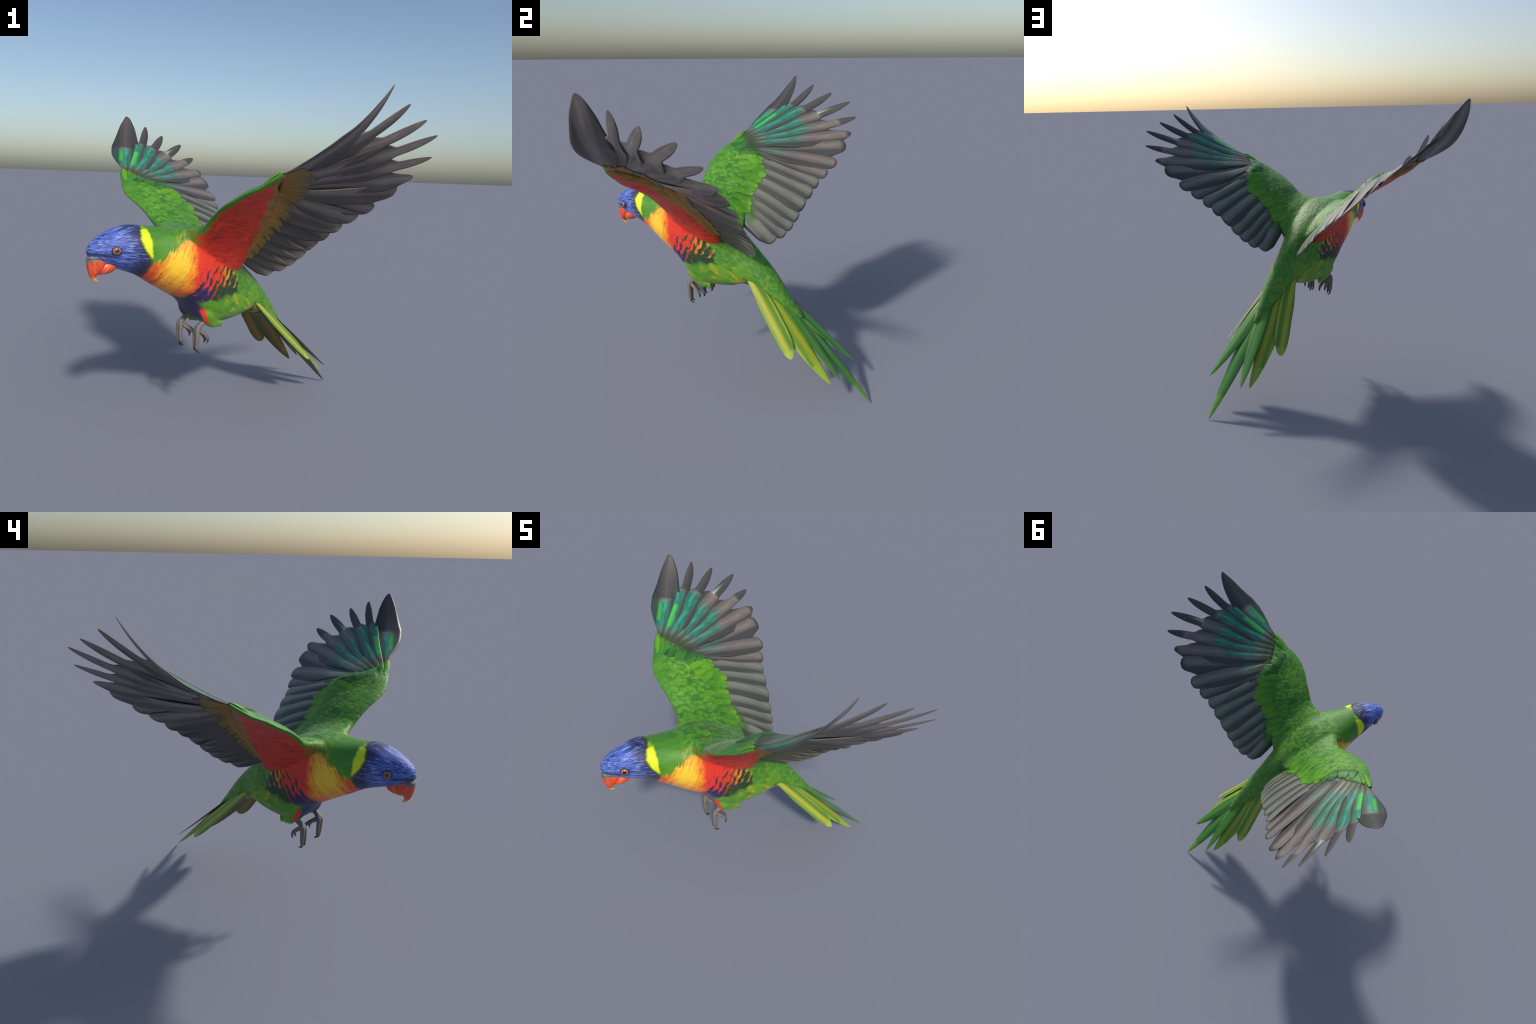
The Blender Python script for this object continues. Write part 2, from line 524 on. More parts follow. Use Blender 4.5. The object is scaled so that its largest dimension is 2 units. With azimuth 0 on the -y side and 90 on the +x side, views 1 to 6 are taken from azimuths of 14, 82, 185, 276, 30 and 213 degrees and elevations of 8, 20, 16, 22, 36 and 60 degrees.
c = M.mix(c, M.mix((.300, .170, .026), (.200, .120, .028), st.step(.4, .6)), out_.step(-.04, .06))
c = M.mix(c, (.110, .092, .070), out_.step(.14, .26) * .9 * u.step(.54, .47))
c = M.mix(c, (.022, .070, .014), b.step(.150, .115) * u.step(.20, .15))
M.finish(c, st, .30, .005)


def tongue(name, pal, tipc, edge_dark=.5, rough=.5):
    """small covert feather: x across, y along"""
    M = Mat(name, rough=rough, spec=.36, sheen=.05)
    r = M.rnd()
    n = M.noise(M.vec(M.x * 160, M.y * 30 + r * 20, M.z * 40), 1., 3)
    c = M.mix(pal[0], pal[1], (n + (r - .5) * .5).step(.3, .7))
    c = M.mix(c, tipc, (M.y + (n - .5) * .05).step(.045, .098) * (.35 + r * .65).min(1))
    c = M.mix(c, tuple(k * .35 for k in pal[0]), (M.x.abs() + (n - .5) * .008).step(.012, .024) * edge_dark)
    M.finish(c, n, .25, .003)


tongue("covert", [(.050, .210, .014), (.110, .320, .018)], (.120, .310, .018), .35)
tongue("covert_dark", [(.022, .110, .022), (.045, .170, .022)], (.050, .200, .022), .5)
M = Mat("under_covert", rough=.55, spec=.3, sheen=.05)
r = M.rnd()
n = M.noise(M.vec(M.x * 110, M.y * 18 + r * 20, M.z * 40), 1., 3)
y = M.y + (n - .5) * .06 + (r - .5) * .05
c = M.mix((.330, .150, .024), (.250, .145, .028), y.step(.015, .060))
c = M.mix(c, (.210, .140, .030), y.step(.060, .100))
c = M.mix(c, (.115, .095, .070), y.step(.095, .140) * .85)
c = M.mix(c, (.080, .055, .020), (M.x.abs() + (n - .5) * .008).step(.012, .024) * .5)
M.finish(c, n, .25, .003)


def vane(name, length, body, dark, tip, teal=0., t0=.12, t1=.55, tip_from=.6, lime=None, base=(.045, .070, .030), base_to=.10, warm=0., pale=0., rough=.45):
    """flight feather, y along the shaft: grey web, contact shade tinted into its margins, optional teal band and dark tip"""
    M = Mat(name, rough=rough, spec=.42, sheen=.05)
    x, t = M.x, M.y / length
    barb = M.noise(M.vec(x * 60 + M.y * 70, M.y * 120 - x.abs() * 140, 0.), 1., 2)
    soft = M.noise(M.vec(x * 28, M.y * 7, M.z * 8), 1., 3)
    c = M.mix(body, tuple(k * 1.35 for k in body), (soft - .2).step(.15, .55))
    if warm:
        c = M.mix(c, (.150, .170, .110), (soft.step(.45, .65)) * warm)
    if teal:
        tm = (t + (soft - .5) * .12).step(t0 - .06, t0 + .10) * (t + (soft - .5) * .20).step(t1 + .06, t1 - .08)
        tc = M.mix((.018, .150, .092), (.040, .255, .190), soft.step(.40, .64))
        c = M.mix(c, tc, tm * (x + (soft - .5) * .02).step(-.044, -.014) * teal)
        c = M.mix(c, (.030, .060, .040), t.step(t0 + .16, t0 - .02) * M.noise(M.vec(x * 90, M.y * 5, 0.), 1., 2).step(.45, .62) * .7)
        if lime:
            lm = (t + (soft - .5) * .04).step(lime[0], lime[0] + .05) * t.step(lime[1], lime[1] - .012) * (x + (soft - .5) * .006).step(lime[2] - .006, lime[2] + .002) * x.step(lime[3] + .004, lime[3] - .003)
            c = M.mix(c, (.055, .420, .040), lm * .78)
    c = M.mix(c, tip, (t + (soft - .5) * .05).step(tip_from, tip_from + .05))
    if pale:
        pm = t.step(tip_from, tip_from + .02) * (t + x * 4).step(tip_from + .24, tip_from + .06) * x.step(.004, .016)
        c = M.mix(c, (.330, .440, .340), pm * pale)
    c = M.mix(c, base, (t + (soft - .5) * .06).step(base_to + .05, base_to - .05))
    c = M.mix(c, M.gain(c, 1.45), (x - .006 + (soft - .5) * .02).abs().step(.020, .002) * .55)  # highlight along the vane's raised centre, lightened into the web colour
    if tip_from < .9:
        c = M.mix(c, (.300, .310, .290), (t + x * .6 - tip_from).abs().step(.0045, .0015) * .45)
    # occlusion lines between overlapping vanes, painted dark on both sides; pale shaft
    c = M.mix(c, dark, (x * -1 + (soft - .5) * .016).step(.014, .040) * .80)
    c = M.mix(c, dark, (x + (soft - .5) * .010).step(.030, .052) * .80)
    c = M.mix(c, dark, (t + (soft - .5) * .01).step(.965, .995) * .7)
    c = M.mix(c, tuple(min(1, k * 1.7) for k in body), x.abs().step(.0028, .0010) * t.step(.8, .5) * t.step(.15, .3) * .18)
    M.finish(c, barb * .6 + soft * .6, .22, .003)


G1, DK, TP = (.138, .118, .105), (.035, .035, .037), (.058, .053, .052)


def tail_vane(name, core, web, edge, length):
    M = Mat(name, rough=.45, spec=.4, sheen=.05)
    x, t = M.x, M.y / length
    soft = M.noise(M.vec(x * 40, M.y * 6, M.z * 10), 1., 3)
    barb = M.noise(M.vec(x * 60 + M.y * 70, M.y * 120 - x.abs() * 140, 0.), 1., 2)
    c = M.mix(web, core, (x.abs() + (soft - .5) * .016).step(.030, .002))
    c = M.mix(c, tuple(k * .45 for k in web), (soft).step(.55, .72) * .6)
    c = M.mix(c, edge, (x.abs() + (soft - .5) * .012).step(.040, .050) * .8)
    c = M.mix(c, edge, t.step(.95, .99) * .7)
    c = M.mix(c, tuple(min(1, k * 1.3) for k in core), x.abs().step(.003, .001) * .2)
    M.finish(c, barb * .6 + soft * .5, .22, .003)


tail_vane("tail_outer", (.400, .400, .040), (.110, .250, .025), (.330, .470, .060), .5)
tail_vane("tail_mid", (.340, .400, .030), (.150, .280, .022), (.300, .440, .050), .55)
tail_vane("tail_inner", (.085, .280, .025), (.040, .190, .030), (.170, .370, .050), .7)
tail_vane("tail_under", (.210, .150, .022), (.120, .095, .020), (.060, .085, .020), .6)


def simple(name, c1, c2, scale, rough=.4, spec=.5, stretch=(1, 1, 1), strength=.2, coat=0.):
    M = Mat(name, rough=rough, spec=spec, coat=coat)
    n = M.noise(M.vec(M.x * stretch[0], M.y * stretch[1], M.z * stretch[2]), scale, 4)
    return M, M.mix(c1, c2, n.step(.35, .65)), n, strength


M = Mat("beak", rough=.35, spec=.5, coat=.15)
b, z = M.y * -1, M.z
n = M.noise(M.vec(M.x * 60, M.y * 60, M.z * 25), 1., 3)
c = M.mix((.640, .050, .018), (.740, .105, .030), n.step(.35, .65))
c = M.mix(c, (.760, .420, .060), (z + (n - .5) * .012).step(.924, .905))
seam = (b - .902) + (z - .924) * .711
c = M.mix(c, (.760, .300, .080), seam.abs().step(.0035, .001) * z.step(.925, .930) * z.step(.985, .975) * .8)
c = M.mix(c, (.780, .170, .080), (b - .938 - (z - .95) * .1).abs().step(.006, .001) * z.step(.925, .94) * .4)
c = M.mix(c, (.160, .150, .145), (z - .990 + (n - .5) * .01 - (.95 - b).max(0) * .25).step(-.004, .006))
M.finish(c, n, .12, .003)
M = Mat("cere", rough=.55, spec=.3)
n = M.noise(M.vec(M.x, M.y, M.z), 60, 3)
hole = ((M.x.abs() - .017) * (M.x.abs() - .017) + (M.y + .947) * (M.y + .947)).sqrt()
c = M.mix((.105, .100, .100), (.170, .160, .155), n.step(.35, .65))
c = M.mix(c, (.300, .290, .290), (hole - .0075).abs().step(.0028, .001))
c = M.mix(c, (.012, .012, .012), hole.step(.0055, .0038))
M.finish(c, n, .2, .003)
M = Mat("eye_ring", rough=.5, spec=.4)
n = M.noise(M.vec(M.x, M.y, M.z), 9, 3)
M.finish(M.mix((.016, .020, .070), (.060, .050, .090), n.step(.4, .65)), n, .3, .003)
M = Mat("eye", rough=.12, spec=.5, coat=.4)
r = (M.x * M.x + M.y * M.y).sqrt()
n = M.noise(M.vec(M.x, M.y, M.z), 5, 3)
c = M.mix((.260, .085, .038), (.440, .165, .070), (r + (n - .5) * .3).step(.5, .8))
c = M.mix(c, (.090, .028, .014), r.step(.62, .50))
c = M.mix(c, (.006, .005, .005), r.step(.44, .38))
c = M.mix(c, (.120, .045, .025), r.step(.88, .97))
M.finish(c)
M = Mat("foot", rough=.5, spec=.4)
n = M.noise(M.vec(M.x, M.y, M.z), 70, 3)
rings = (M.z * (6.2832 / .0042) + n * 2).sin()
c = M.mix((.205, .180, .165), (.140, .125, .118), n.step(.35, .65))
c = M.mix(c, (.080, .074, .070), rings.step(.55, .95) * .45)
pad = (M.y * -1 - .372 - (M.z - .50) * .03).step(.012, .004) * M.z.step(.585, .565) * (M.y * -1).step(.350, .362)
c = M.mix(c, (.380, .255, .070), pad * n.step(.40, .52) * .55)
M.finish(c, rings * -.4 + n * .6, .35, .002)
M, c, n, s_ = simple("claw", (.030, .028, .028), (.070, .064, .060), 60, .35)
M.finish(c, n, .1, .002)

# flight feathers of one wing: notches between neighbouring vanes (a, b, z)
NOTCH = {
    "01": (.921, .185, 1.599), "12": (.916, .108, 1.579), "23": (.922, .016, 1.554), "34": (.904, -.094, 1.512),
    "45": (.843, -.139, 1.444), "56": (.796, -.242, 1.378), "67": (.696, -.265, 1.290), "78": (.622, -.245, 1.230),
    "89": (.546, -.196, 1.182),
}


def vec(*p):
    return np.array(p, float)


def flight_feathers():
    N = {k: vec(*v) for k, v in NOTCH.items()}
    lead = vec(.922, .352, 1.541)
    out = []
    root_l = vec(.55, .80, .15)
    # --- primaries: root, mid point, tip, lateral span at the mid point, finger half width
    prim = [
        ((.668, .400, 1.408), .5 * (lead + N["01"]), (1.073, .174, 1.790), lead - N["01"], None),
        ((.650, .385, 1.402), .5 * (N["01"] + N["12"]), (1.062, .033, 1.732), N["01"] - N["12"], .026),
        ((.628, .368, 1.394), .5 * (N["12"] + N["23"]), (1.061, -.104, 1.679), N["12"] - N["23"], .0265),
        ((.605, .350, 1.386), .5 * (N["23"] + N["34"]), (1.037, -.247, 1.625), N["23"] - N["34"], .0275),
        ((.583, .332, 1.378), .5 * (N["34"] + N["45"]), (.976, -.315, 1.530), N["34"] - N["45"], .029),
        ((.562, .312, 1.370), vec(.815, -.160, 1.414), (.882, -.316, 1.433), vec(.062, .045, .068), .036),
        ((.542, .292, 1.362), vec(.742, -.180, 1.350), (.800, -.309, 1.367), vec(.075, .030, .070), .050),
        ((.522, .275, 1.352), vec(.640, -.160, 1.285), (.674, -.292, 1.263), vec(.075, .015, .062), .045),
        ((.500, .258, 1.342), vec(.575, -.120, 1.240), (.594, -.258, 1.205), vec(.074, .0, .055), .045),
    ]
    for i, (R, M, T, lt, fw) in enumerate(prim):
        R, T = vec(*R), vec(*T)
        hn = .5 * np.linalg.norm(lt)
        tn = np.linalg.norm(M - R) / (np.linalg.norm(M - R) + np.linalg.norm(T - M))
        if i == 0:
            wl = lambda t, tn=tn: (.016 + (.086 - .016) * smooth(t, 0, tn * .85) - .058 * np.clip((t - tn) / (.95 - tn), 0, 1)) * tip_round(t, .84, 1.8)
            wt = lambda t, tn=tn: (.024 + (.100 - .024) * smooth(t, 0, tn * .8) - .012 * smooth(t, tn * .85, tn) - .038 * smooth(t, tn, 1)) * tip_round(t, .80, 1.8)
        elif i <= 4:
            wl = lambda t, tn=tn, hn=hn, fw=fw: (.018 + (hn * 1.1 - .018) * min(t / (tn * .85), 1) - hn * .08 * smooth(t, tn * .85, tn) - (hn * 1.02 - fw * .86) * smooth(t, tn - .015, tn + .065) - .004 * smooth(t, .75, 1)) * tip_round(t, .82, 1.85)
            wt = lambda t, tn=tn, hn=hn, fw=fw: (.030 + (hn * 1.5 - .030) * min(t / (tn * .7), 1) - hn * .5 * smooth(t, tn * .84, tn) - (hn - fw * 1.22) * smooth(t, tn - .015, tn + .065) - .003 * smooth(t, .75, 1)) * tip_round(t, .82, 1.85)
        elif i == 5:
            wl = lambda t: (.020 + .034 * min(t / .66, 1) - .018 * smooth(t, .76, .9)) * tip_round(t, .86, 2.)
            wt = lambda t: (.032 + .050 * min(t / .45, 1) - .038 * smooth(t, .80, 1)) * tip_round(t, .84, 2.)
        else:
            wl = lambda t, fw=fw: (.020 + (fw * 1.04 - .020) * smooth(t, 0, .7)) * tip_round(t, .90, 2.3)
            wt = lambda t, fw=fw: (.034 + (fw * 1.6 - .034) * smooth(t, 0, .5) - fw * .38 * smooth(t, .8, .92)) * tip_round(t, .88, 2.4)
        out.append(dict(kind="primary_feather", R=R, M=M, T=T, lat=[root_l, lt, lt if i else lt * .6 + vec(.0, .07, -.1)], wl=wl, wt=wt))
    # --- secondaries and tertials: root inside the arm, a point at the covert edge, tip, half width
    sec = [
        ((.475, .240, 1.312), (.462, .060, 1.246), (.524, -.224, 1.153), .042),
        ((.430, .220, 1.262), (.408, .050, 1.196), (.452, -.210, 1.104), .048),
        ((.375, .205, 1.208), (.350, .030, 1.140), (.372, -.192, 1.040), .058),
        ((.310, .200, 1.152), (.282, .030, 1.085), (.304, -.182, .972), .044),
        ((.262, .190, 1.105), (.232, .030, 1.038), (.252, -.166, .926), .038),
        ((.222, .180, 1.068), (.190, .030, .995), (.202, -.140, .888), .036),
        ((.185, .170, 1.035), (.150, .030, .955), (.145, -.092, .856), .036),
    ]
    for i, (R, M, T, hw) in enumerate(sec):
        R, M, T = vec(*R), vec(*M), vec(*T)
        lt = vec(.80, .0, .60) if i < 6 else vec(.72, -.05, .68)
        wl = lambda t, hw=hw: (.030 + (hw * 1.15 - .030) * smooth(t, 0, .4)) * tip_round(t, .90, 2.4)
        wt = lambda t, hw=hw: (.036 + (hw * 1.6 - .036) * smooth(t, 0, .4) - hw * .4 * smooth(t, .75, .92)) * tip_round(t, .86, 2.3)
        T = T + unit(T - M) * (.002 if i < 3 else -.005)
        M = M - vec(0, 0, .007)
        out.append(dict(kind="secondary_feather", R=R, M=M, T=T, lat=[vec(.80, .1, .55), lt, lt], wl=wl, wt=wt))
    return out


def at(f, t):
    d1, d2 = np.linalg.norm(f["M"] - f["R"]), np.linalg.norm(f["T"] - f["M"])
    tm = d1 / (d1 + d2)
    return (t - tm) * (t - 1) / tm * f["R"] + t * (t - 1) / (tm * (tm - 1)) * f["M"] + t * (t - tm) / (1 - tm) * f["T"]


# ------------------------------------------------------------------ tail ----
def edge_on(tip, eye1, eye2):
    """normal of a plane through tip, eye1, eye2"""
    return unit(np.cross(vec(*eye1) - vec(*tip), vec(*eye2) - vec(*tip)))


TAIL = [  # root, mid, tip, lateral (towards the outer side), outer half width, inner half width, tip rounding
    dict(R=(0, -.20, .590), M=(0, -.49, .297), T=(0, -.782, .001), lat=(1, 0, 0), wo=.055, wi=.055, tip=(.40, 1.45), side=False),
    dict(R=(.012, -.18, .612), M=(.074, -.45, .350), T=(.127, -.630, .182), lat=(.85, .30, .25), wo=.044, wi=.046, tip=(.45, 1.5), side=True),
    dict(R=(.047, -.113, .635), M=(.126, -.389, .353), T=(.148, -.578, .160), lat=(.853, .449, -.265), wo=.052, wi=.056, tip=(.44, 1.5), side=True),
    dict(R=(.076, -.03, .695), M=(.144, -.21, .490), T=(.222, -.367, .308), lat=(.65, .69, -.335), wo=.042, wi=.054, tip=(.68, 2.0), side=True),
]


# ------------------------------------------------------------------ build ---
root = bpy.data.objects.new("flying_lorikeet", None)
bpy.context.scene.collection.objects.link(root)
root.rotation_euler = (0, 0, YAW)
root["label"] = "rainbow coloured parrot in flight with raised wings"
root["category"] = "lorikeet, parrot"

# one smooth skin: trunk + both wing arms + thighs, fused by voxel remeshing
def skin_mesh():
    vs, fs = [], []

    def put(v, f):
        o = len(vs)
        vs.extend([tuple(map(float, p)) for p in v])
        fs.extend([tuple(int(i) + o for i in q) for q in f])

    put(*tube(body_rings()))
    arm = np.array(arm_rings())
    put(*tube(arm))
    mir = arm.copy()
    mir[..., 0] *= -1
    put(*tube(mir[:, ::-1]))
    for s in (1, -1):
        v, f = sweep([(s * .074, .355, .74), (s * .085, .330, .675), (s * .087, .300, .632), (s * .087, .272, .612), (s * .087, .250, .604)],
                     [.047, .053, .039, .027, .014], m=24, flat=[1, 1, .85, .75, .8])
        put(v, f)
    me = bpy.data.meshes.new("skin")
    me.from_pydata(vs, [], fs)
    bm = bmesh.new()
    bm.from_mesh(me)
    bmesh.ops.recalc_face_normals(bm, faces=bm.faces)
    bm.to_mesh(me)
    bm.free()
    ob = bpy.data.objects.new("skin", me)
    bpy.context.scene.collection.objects.link(ob)
    r = ob.modifiers.new("fuse", "REMESH")
    r.mode, r.voxel_size, r.adaptivity = "VOXEL", .0048, 0
    sm = ob.modifiers.new("soften", "SMOOTH")
    sm.factor, sm.iterations = .5, 10
    dg = bpy.context.evaluated_depsgraph_get()
    dg.update()
    res = bpy.data.meshes.new_from_object(ob.evaluated_get(dg))
    bpy.data.objects.remove(ob)
    bpy.data.meshes.remove(me)
    return res


skin = skin_mesh()
nv_ = len(skin.vertices)
co = np.empty(nv_ * 3)
skin.vertices.foreach_get("co", co)
co = co.reshape(-1, 3)
# extra fairing where the wing root flows into the back and breast
edges = np.empty(len(skin.edges) * 2, int)
skin.edges.foreach_get("vertices", edges)
edges = edges.reshape(-1, 2)
deg = np.bincount(edges.ravel(), minlength=nv_)[:, None].clip(1)
A_ = np.abs(co[:, 0])
B_ = -co[:, 1]
wgt = (smooth(A_, .015, .07) * (1 - smooth(A_, .20, .27)) * smooth(B_, .05, .12) * smooth(co[:, 2], .80, .88))[:, None]
for _ in range(55):
    acc = np.zeros_like(co)
    np.add.at(acc, edges[:, 0], co[edges[:, 1]])
    np.add.at(acc, edges[:, 1], co[edges[:, 0]])
    co = co + wgt * .5 * (acc / deg - co)
skin.vertices.foreach_set("co", co.ravel())
skin.update()
nrm = np.empty(nv_ * 3)
skin.vertices.foreach_get("normal", nrm)
nrm = nrm.reshape(-1, 3)
quads = [tuple(p.vertices) for p in skin.polygons]
cen = np.array([co[list(q)].mean(0) for q in quads])
fn = np.array([nrm[list(q)].mean(0) for q in quads])

# which named region each face belongs to
bodyV, bodyF = tube(body_rings(60, 40))
armR = np.array(arm_rings(40, 44))
tree_body = BVHTree.FromPolygons([tuple(p) for p in bodyV], [tuple(map(int, q)) for q in bodyF])
aV, aF = tube(armR)
tree_arm = BVHTree.FromPolygons([tuple(p) for p in aV], [tuple(map(int, q)) for q in aF])
axis = np.array(loc(.5 * (spline(ARM, 40)[:, 0:3] + spline(ARM, 40)[:, 3:6])))
L_ = loc(spline(ARM, 40)[:, 0:3])
C_ = loc(spline(ARM, 40)[:, 3:6])
span_ = unit(np.gradient(axis, axis=0))
up_ = unit(np.cross(C_ - L_, span_))
up_[up_[:, 2] < 0] *= -1


def region(c, n):
    a, b, z = abs(c[0]), -c[1], c[2]
    p = Vector((a, c[1], z))
    da = tree_arm.find_nearest(p)[3]
    db = tree_body.find_nearest(p)[3]
    if a > .09 and da < db - .004:
        k = int(np.argmin(np.abs(((np.array(p) - axis) * span_).sum(1)) + .5 * np.linalg.norm(np.array(p) - axis, axis=1)))
        nn = np.array([abs(n[0]) if c[0] * n[0] > 0 else -abs(n[0]), n[1], n[2]])
        side = "L" if c[0] > 0 else "R"
        return ("wing" if nn @ up_[k] > .12 else "under_wing_covert") + side
    if b + .25 * (1.0 - z) > .705:
        return "head"
    if b > .58 and z > .93 - .9 * (b - .66):
        return "neck"
    if b + .55 * z > .83 + .0 and z < 1.02 - .55 * (.5 - b) and b - .45 * z > -.02:
        return "breast"
    if b < -.06:
        return "rump"
    if z < .80 - .1 * b and b > .0 and z < .62 + .9 * (b - .05):
        return "belly"
    return "back"


regs = [region(c, n) for c, n in zip(cen, fn)]
# tidy the borders: each face takes the commonest region around it
vface = [[] for _ in range(nv_)]
for i, q in enumerate(quads):
    for v in q:
        vface[v].append(i)
for _ in range(6):
    new = list(regs)
    for i, q in enumerate(quads):
        near = [regs[j] for v in q for j in vface[v]]
        if any(r != regs[i] for r in near):
            new[i] = max(sorted(set(near)), key=near.count)
    regs = new


def part_mesh(name, want):
    ids = [i for i, r in enumerate(regs) if r == want]
    used, fl = {}, []
    for i in ids:
        fl.append(tuple(used.setdefault(v, len(used)) for v in quads[i]))
    order = list(used)
    me = bpy.data.meshes.new(name)
    me.from_pydata([tuple(co[v]) for v in order], [], fl)
    me.polygons.foreach_set("use_smooth", np.ones(len(fl), bool))
    me.normals_split_custom_set_from_vertices([tuple(nrm[v]) for v in order])
    return me


parts = {}
for r in ("head", "neck", "breast", "belly", "back"):
    parts[r] = add(r, part_mesh(r, r), root, MAT["plumage"])
parts["tail"] = add("tail", part_mesh("tail", "rump"), root, MAT["plumage"])

FEATHERS = flight_feathers()
fl_mesh = []
for i, f in enumerate(FEATHERS):
    fl_mesh.append(feather_mesh(f["kind"], f["R"], f["M"], f["T"], f["lat"], f["wl"], f["wt"], tilt=.0035 if i < 9 else .0065,
                                camber=.08 if i < 9 else .16, bulge=.008 if i < 6 else .0,
                                nl=46 if i < 6 else 30,
                                deep=.017 if i < 9 else .034 if i < 12 else .042, flat_tip=.66 if i < 6 else 2.))


# web materials: primaries lead with teal and lime, fading inwards to plain grey; secondaries olive grey
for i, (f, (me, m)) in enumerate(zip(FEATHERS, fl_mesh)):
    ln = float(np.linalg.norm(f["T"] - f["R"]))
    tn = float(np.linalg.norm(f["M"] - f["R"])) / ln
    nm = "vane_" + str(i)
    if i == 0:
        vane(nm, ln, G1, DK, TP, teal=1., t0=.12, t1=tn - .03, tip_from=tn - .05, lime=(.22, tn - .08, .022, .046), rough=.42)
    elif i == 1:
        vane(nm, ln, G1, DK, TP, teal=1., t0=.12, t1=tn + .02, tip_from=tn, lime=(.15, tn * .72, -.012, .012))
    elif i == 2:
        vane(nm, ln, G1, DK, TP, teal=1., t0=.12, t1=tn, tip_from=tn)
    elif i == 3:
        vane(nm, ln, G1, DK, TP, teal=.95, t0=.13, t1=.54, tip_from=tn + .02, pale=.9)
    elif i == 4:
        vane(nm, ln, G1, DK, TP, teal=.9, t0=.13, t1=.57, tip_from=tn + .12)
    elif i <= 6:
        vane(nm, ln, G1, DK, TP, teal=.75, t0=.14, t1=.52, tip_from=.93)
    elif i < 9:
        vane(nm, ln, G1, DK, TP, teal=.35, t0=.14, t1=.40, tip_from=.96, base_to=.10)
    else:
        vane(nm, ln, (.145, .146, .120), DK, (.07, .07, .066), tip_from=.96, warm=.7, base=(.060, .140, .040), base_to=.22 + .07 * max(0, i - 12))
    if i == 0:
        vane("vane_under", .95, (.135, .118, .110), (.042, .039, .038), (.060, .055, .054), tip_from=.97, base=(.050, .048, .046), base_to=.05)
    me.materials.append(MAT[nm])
    me.materials.append(MAT["vane_under"])

# surface that the small coverts lie on: left half of the skin plus the left flight feathers
hv, hf = [tuple(p) for p in co], list(quads)
for me, m in fl_mesh:
    o = len(hv)
    hv += [tuple(m @ v.co) for v in me.vertices]
    hf += [tuple(i + o for i in p.vertices) for p in me.polygons]
LIE = BVHTree.FromPolygons(hv, hf)
LIFT = {}


def lying_feather(name, R, T, lat, w, out, thick=.0034, raise_root=-.003, raise_tip=.0035):
    """a small vane draped over the wing surface; out = outward direction (local)"""
    nl, nx = 14, 9
    R, T, lat, out = loc(R), loc(T), loc(lat), unit(out)
    ay = unit(T - R)
    ax = unit(lat - ay * (lat @ ay))
    az = unit(np.cross(ax, ay))
    if az @ out < 0:
        ax, az = -ax, -az
    t = 1 - (1 - np.linspace(0, 1, nl)) ** 1.4
    s = np.linspace(-1, 1, nx)
    top, bot = [], []
    for i in range(nl):
        hw = w * (.6 + .4 * smooth(t[i], 0, .5)) * tip_round(t[i], .45, 2.0)
        for j in range(nx):
            q = R + (T - R) * t[i] + ax * hw * s[j]
            hit = LIE.ray_cast(Vector(q + out * .06), Vector(-out), .12)
            h = (np.array(hit[0]) - q) @ out if hit[0] is not None else None
            top.append([q, h, raise_root + (raise_tip - raise_root) * smooth(t[i], .1, .7) + thick * (.35 + .65 * (1 - s[j] ** 2)), t[i]])
    hs = [p[1] for p in top if p[1] is not None]
    med = float(np.median(hs)) if hs else 0.
    g_ = np.array([[top[i * nx + j][1] if top[i * nx + j][1] is not None else np.nan for j in range(nx)] for i in range(nl)])
    g_ = np.where(np.isnan(g_), med, np.clip(g_, med - .02, med + .02))
    for _ in range(3):
        p_ = np.pad(g_, 1, mode="edge")
        g_ = .5 * g_ + .125 * (p_[:-2, 1:-1] + p_[2:, 1:-1] + p_[1:-1, :-2] + p_[1:-1, 2:])
    tp, bt = [], []
    for i in range(nl):
        for j in range(nx):
            q, _, up, tt = top[i * nx + j]
            tp.append(q + out * (g_[i, j] + up))
            bt.append(q + out * (g_[i, j] + up - thick))
    v = np.array(tp + bt)
    f = grid_faces(nl, nx, False) + [tuple(k + nl * nx for k in reversed(q)) for q in grid_faces(nl, nx, False)]
    o = nl * nx
    loop = [i for i in range(nx)] + [r * nx + nx - 1 for r in range(1, nl)] + \
           [(nl - 1) * nx + c for c in range(nx - 2, -1, -1)] + [r * nx for r in range(nl - 2, 0, -1)]
    for i in range(len(loop)):
        p, q = loop[i], loop[(i + 1) % len(loop)]
        f.append((q, p, p + o, q + o))
    mat = Matrix((ax, ay, az)).transposed().to_4x4()
    mat.translation = Vector(R)
    inv = np.array(mat.inverted())
    return mesh_from(name, v @ inv[:3, :3].T + inv[:3, 3], f), mat


# upper coverts: tips on the border between green coverts and grey flight feathers
BORDER = spline([(.575, .365, 1.384), (.530, .285, 1.365), (.480, .180, 1.336), (.425, .122, 1.250), (.366, .104, 1.190),
                 (.290, .118, 1.128), (.215, .105, 1.056), (.165, .085, 1.000)], 61)
BSLOPE = np.gradient(BORDER, axis=0) * 60
cov_mesh = []
for row, (count, off, ln, w) in enumerate(((21, .012, .130, .031), (14, -.032, .115, .030), (10, -.078, .105, .029))):
    for i in range(count):
        g_ = (i + .5 * (row % 2) + RNG.uniform(-.22, .22)) / count
        if row and g_ < .22 or row == 2 and g_ > .8:
            continue
        k = int(np.clip(g_, .04, 1) * 60)
        f = BSLOPE[k]
        hand = 1 - smooth(g_, .1, .36)
        lat = -unit(f)
        back = unit(vec(.05, -1, -.12) * (1 - hand) + vec(.62, -.70, .22) * hand)
        back = unit(back - lat * (back @ lat) * .5)
        tip = BORDER[k] + back * (off + RNG.normal(0, .010))
        rt = tip - back * ln * RNG.uniform(.9, 1.1)
        cov_mesh.append(lying_feather("upper_covert_feather", rt, tip, lat, w * RNG.uniform(.8, 1.15), loc(vec(-.45, .0, .9)), thick=.0022, raise_tip=.0003 if row else .0012) + (g_ < .30,))
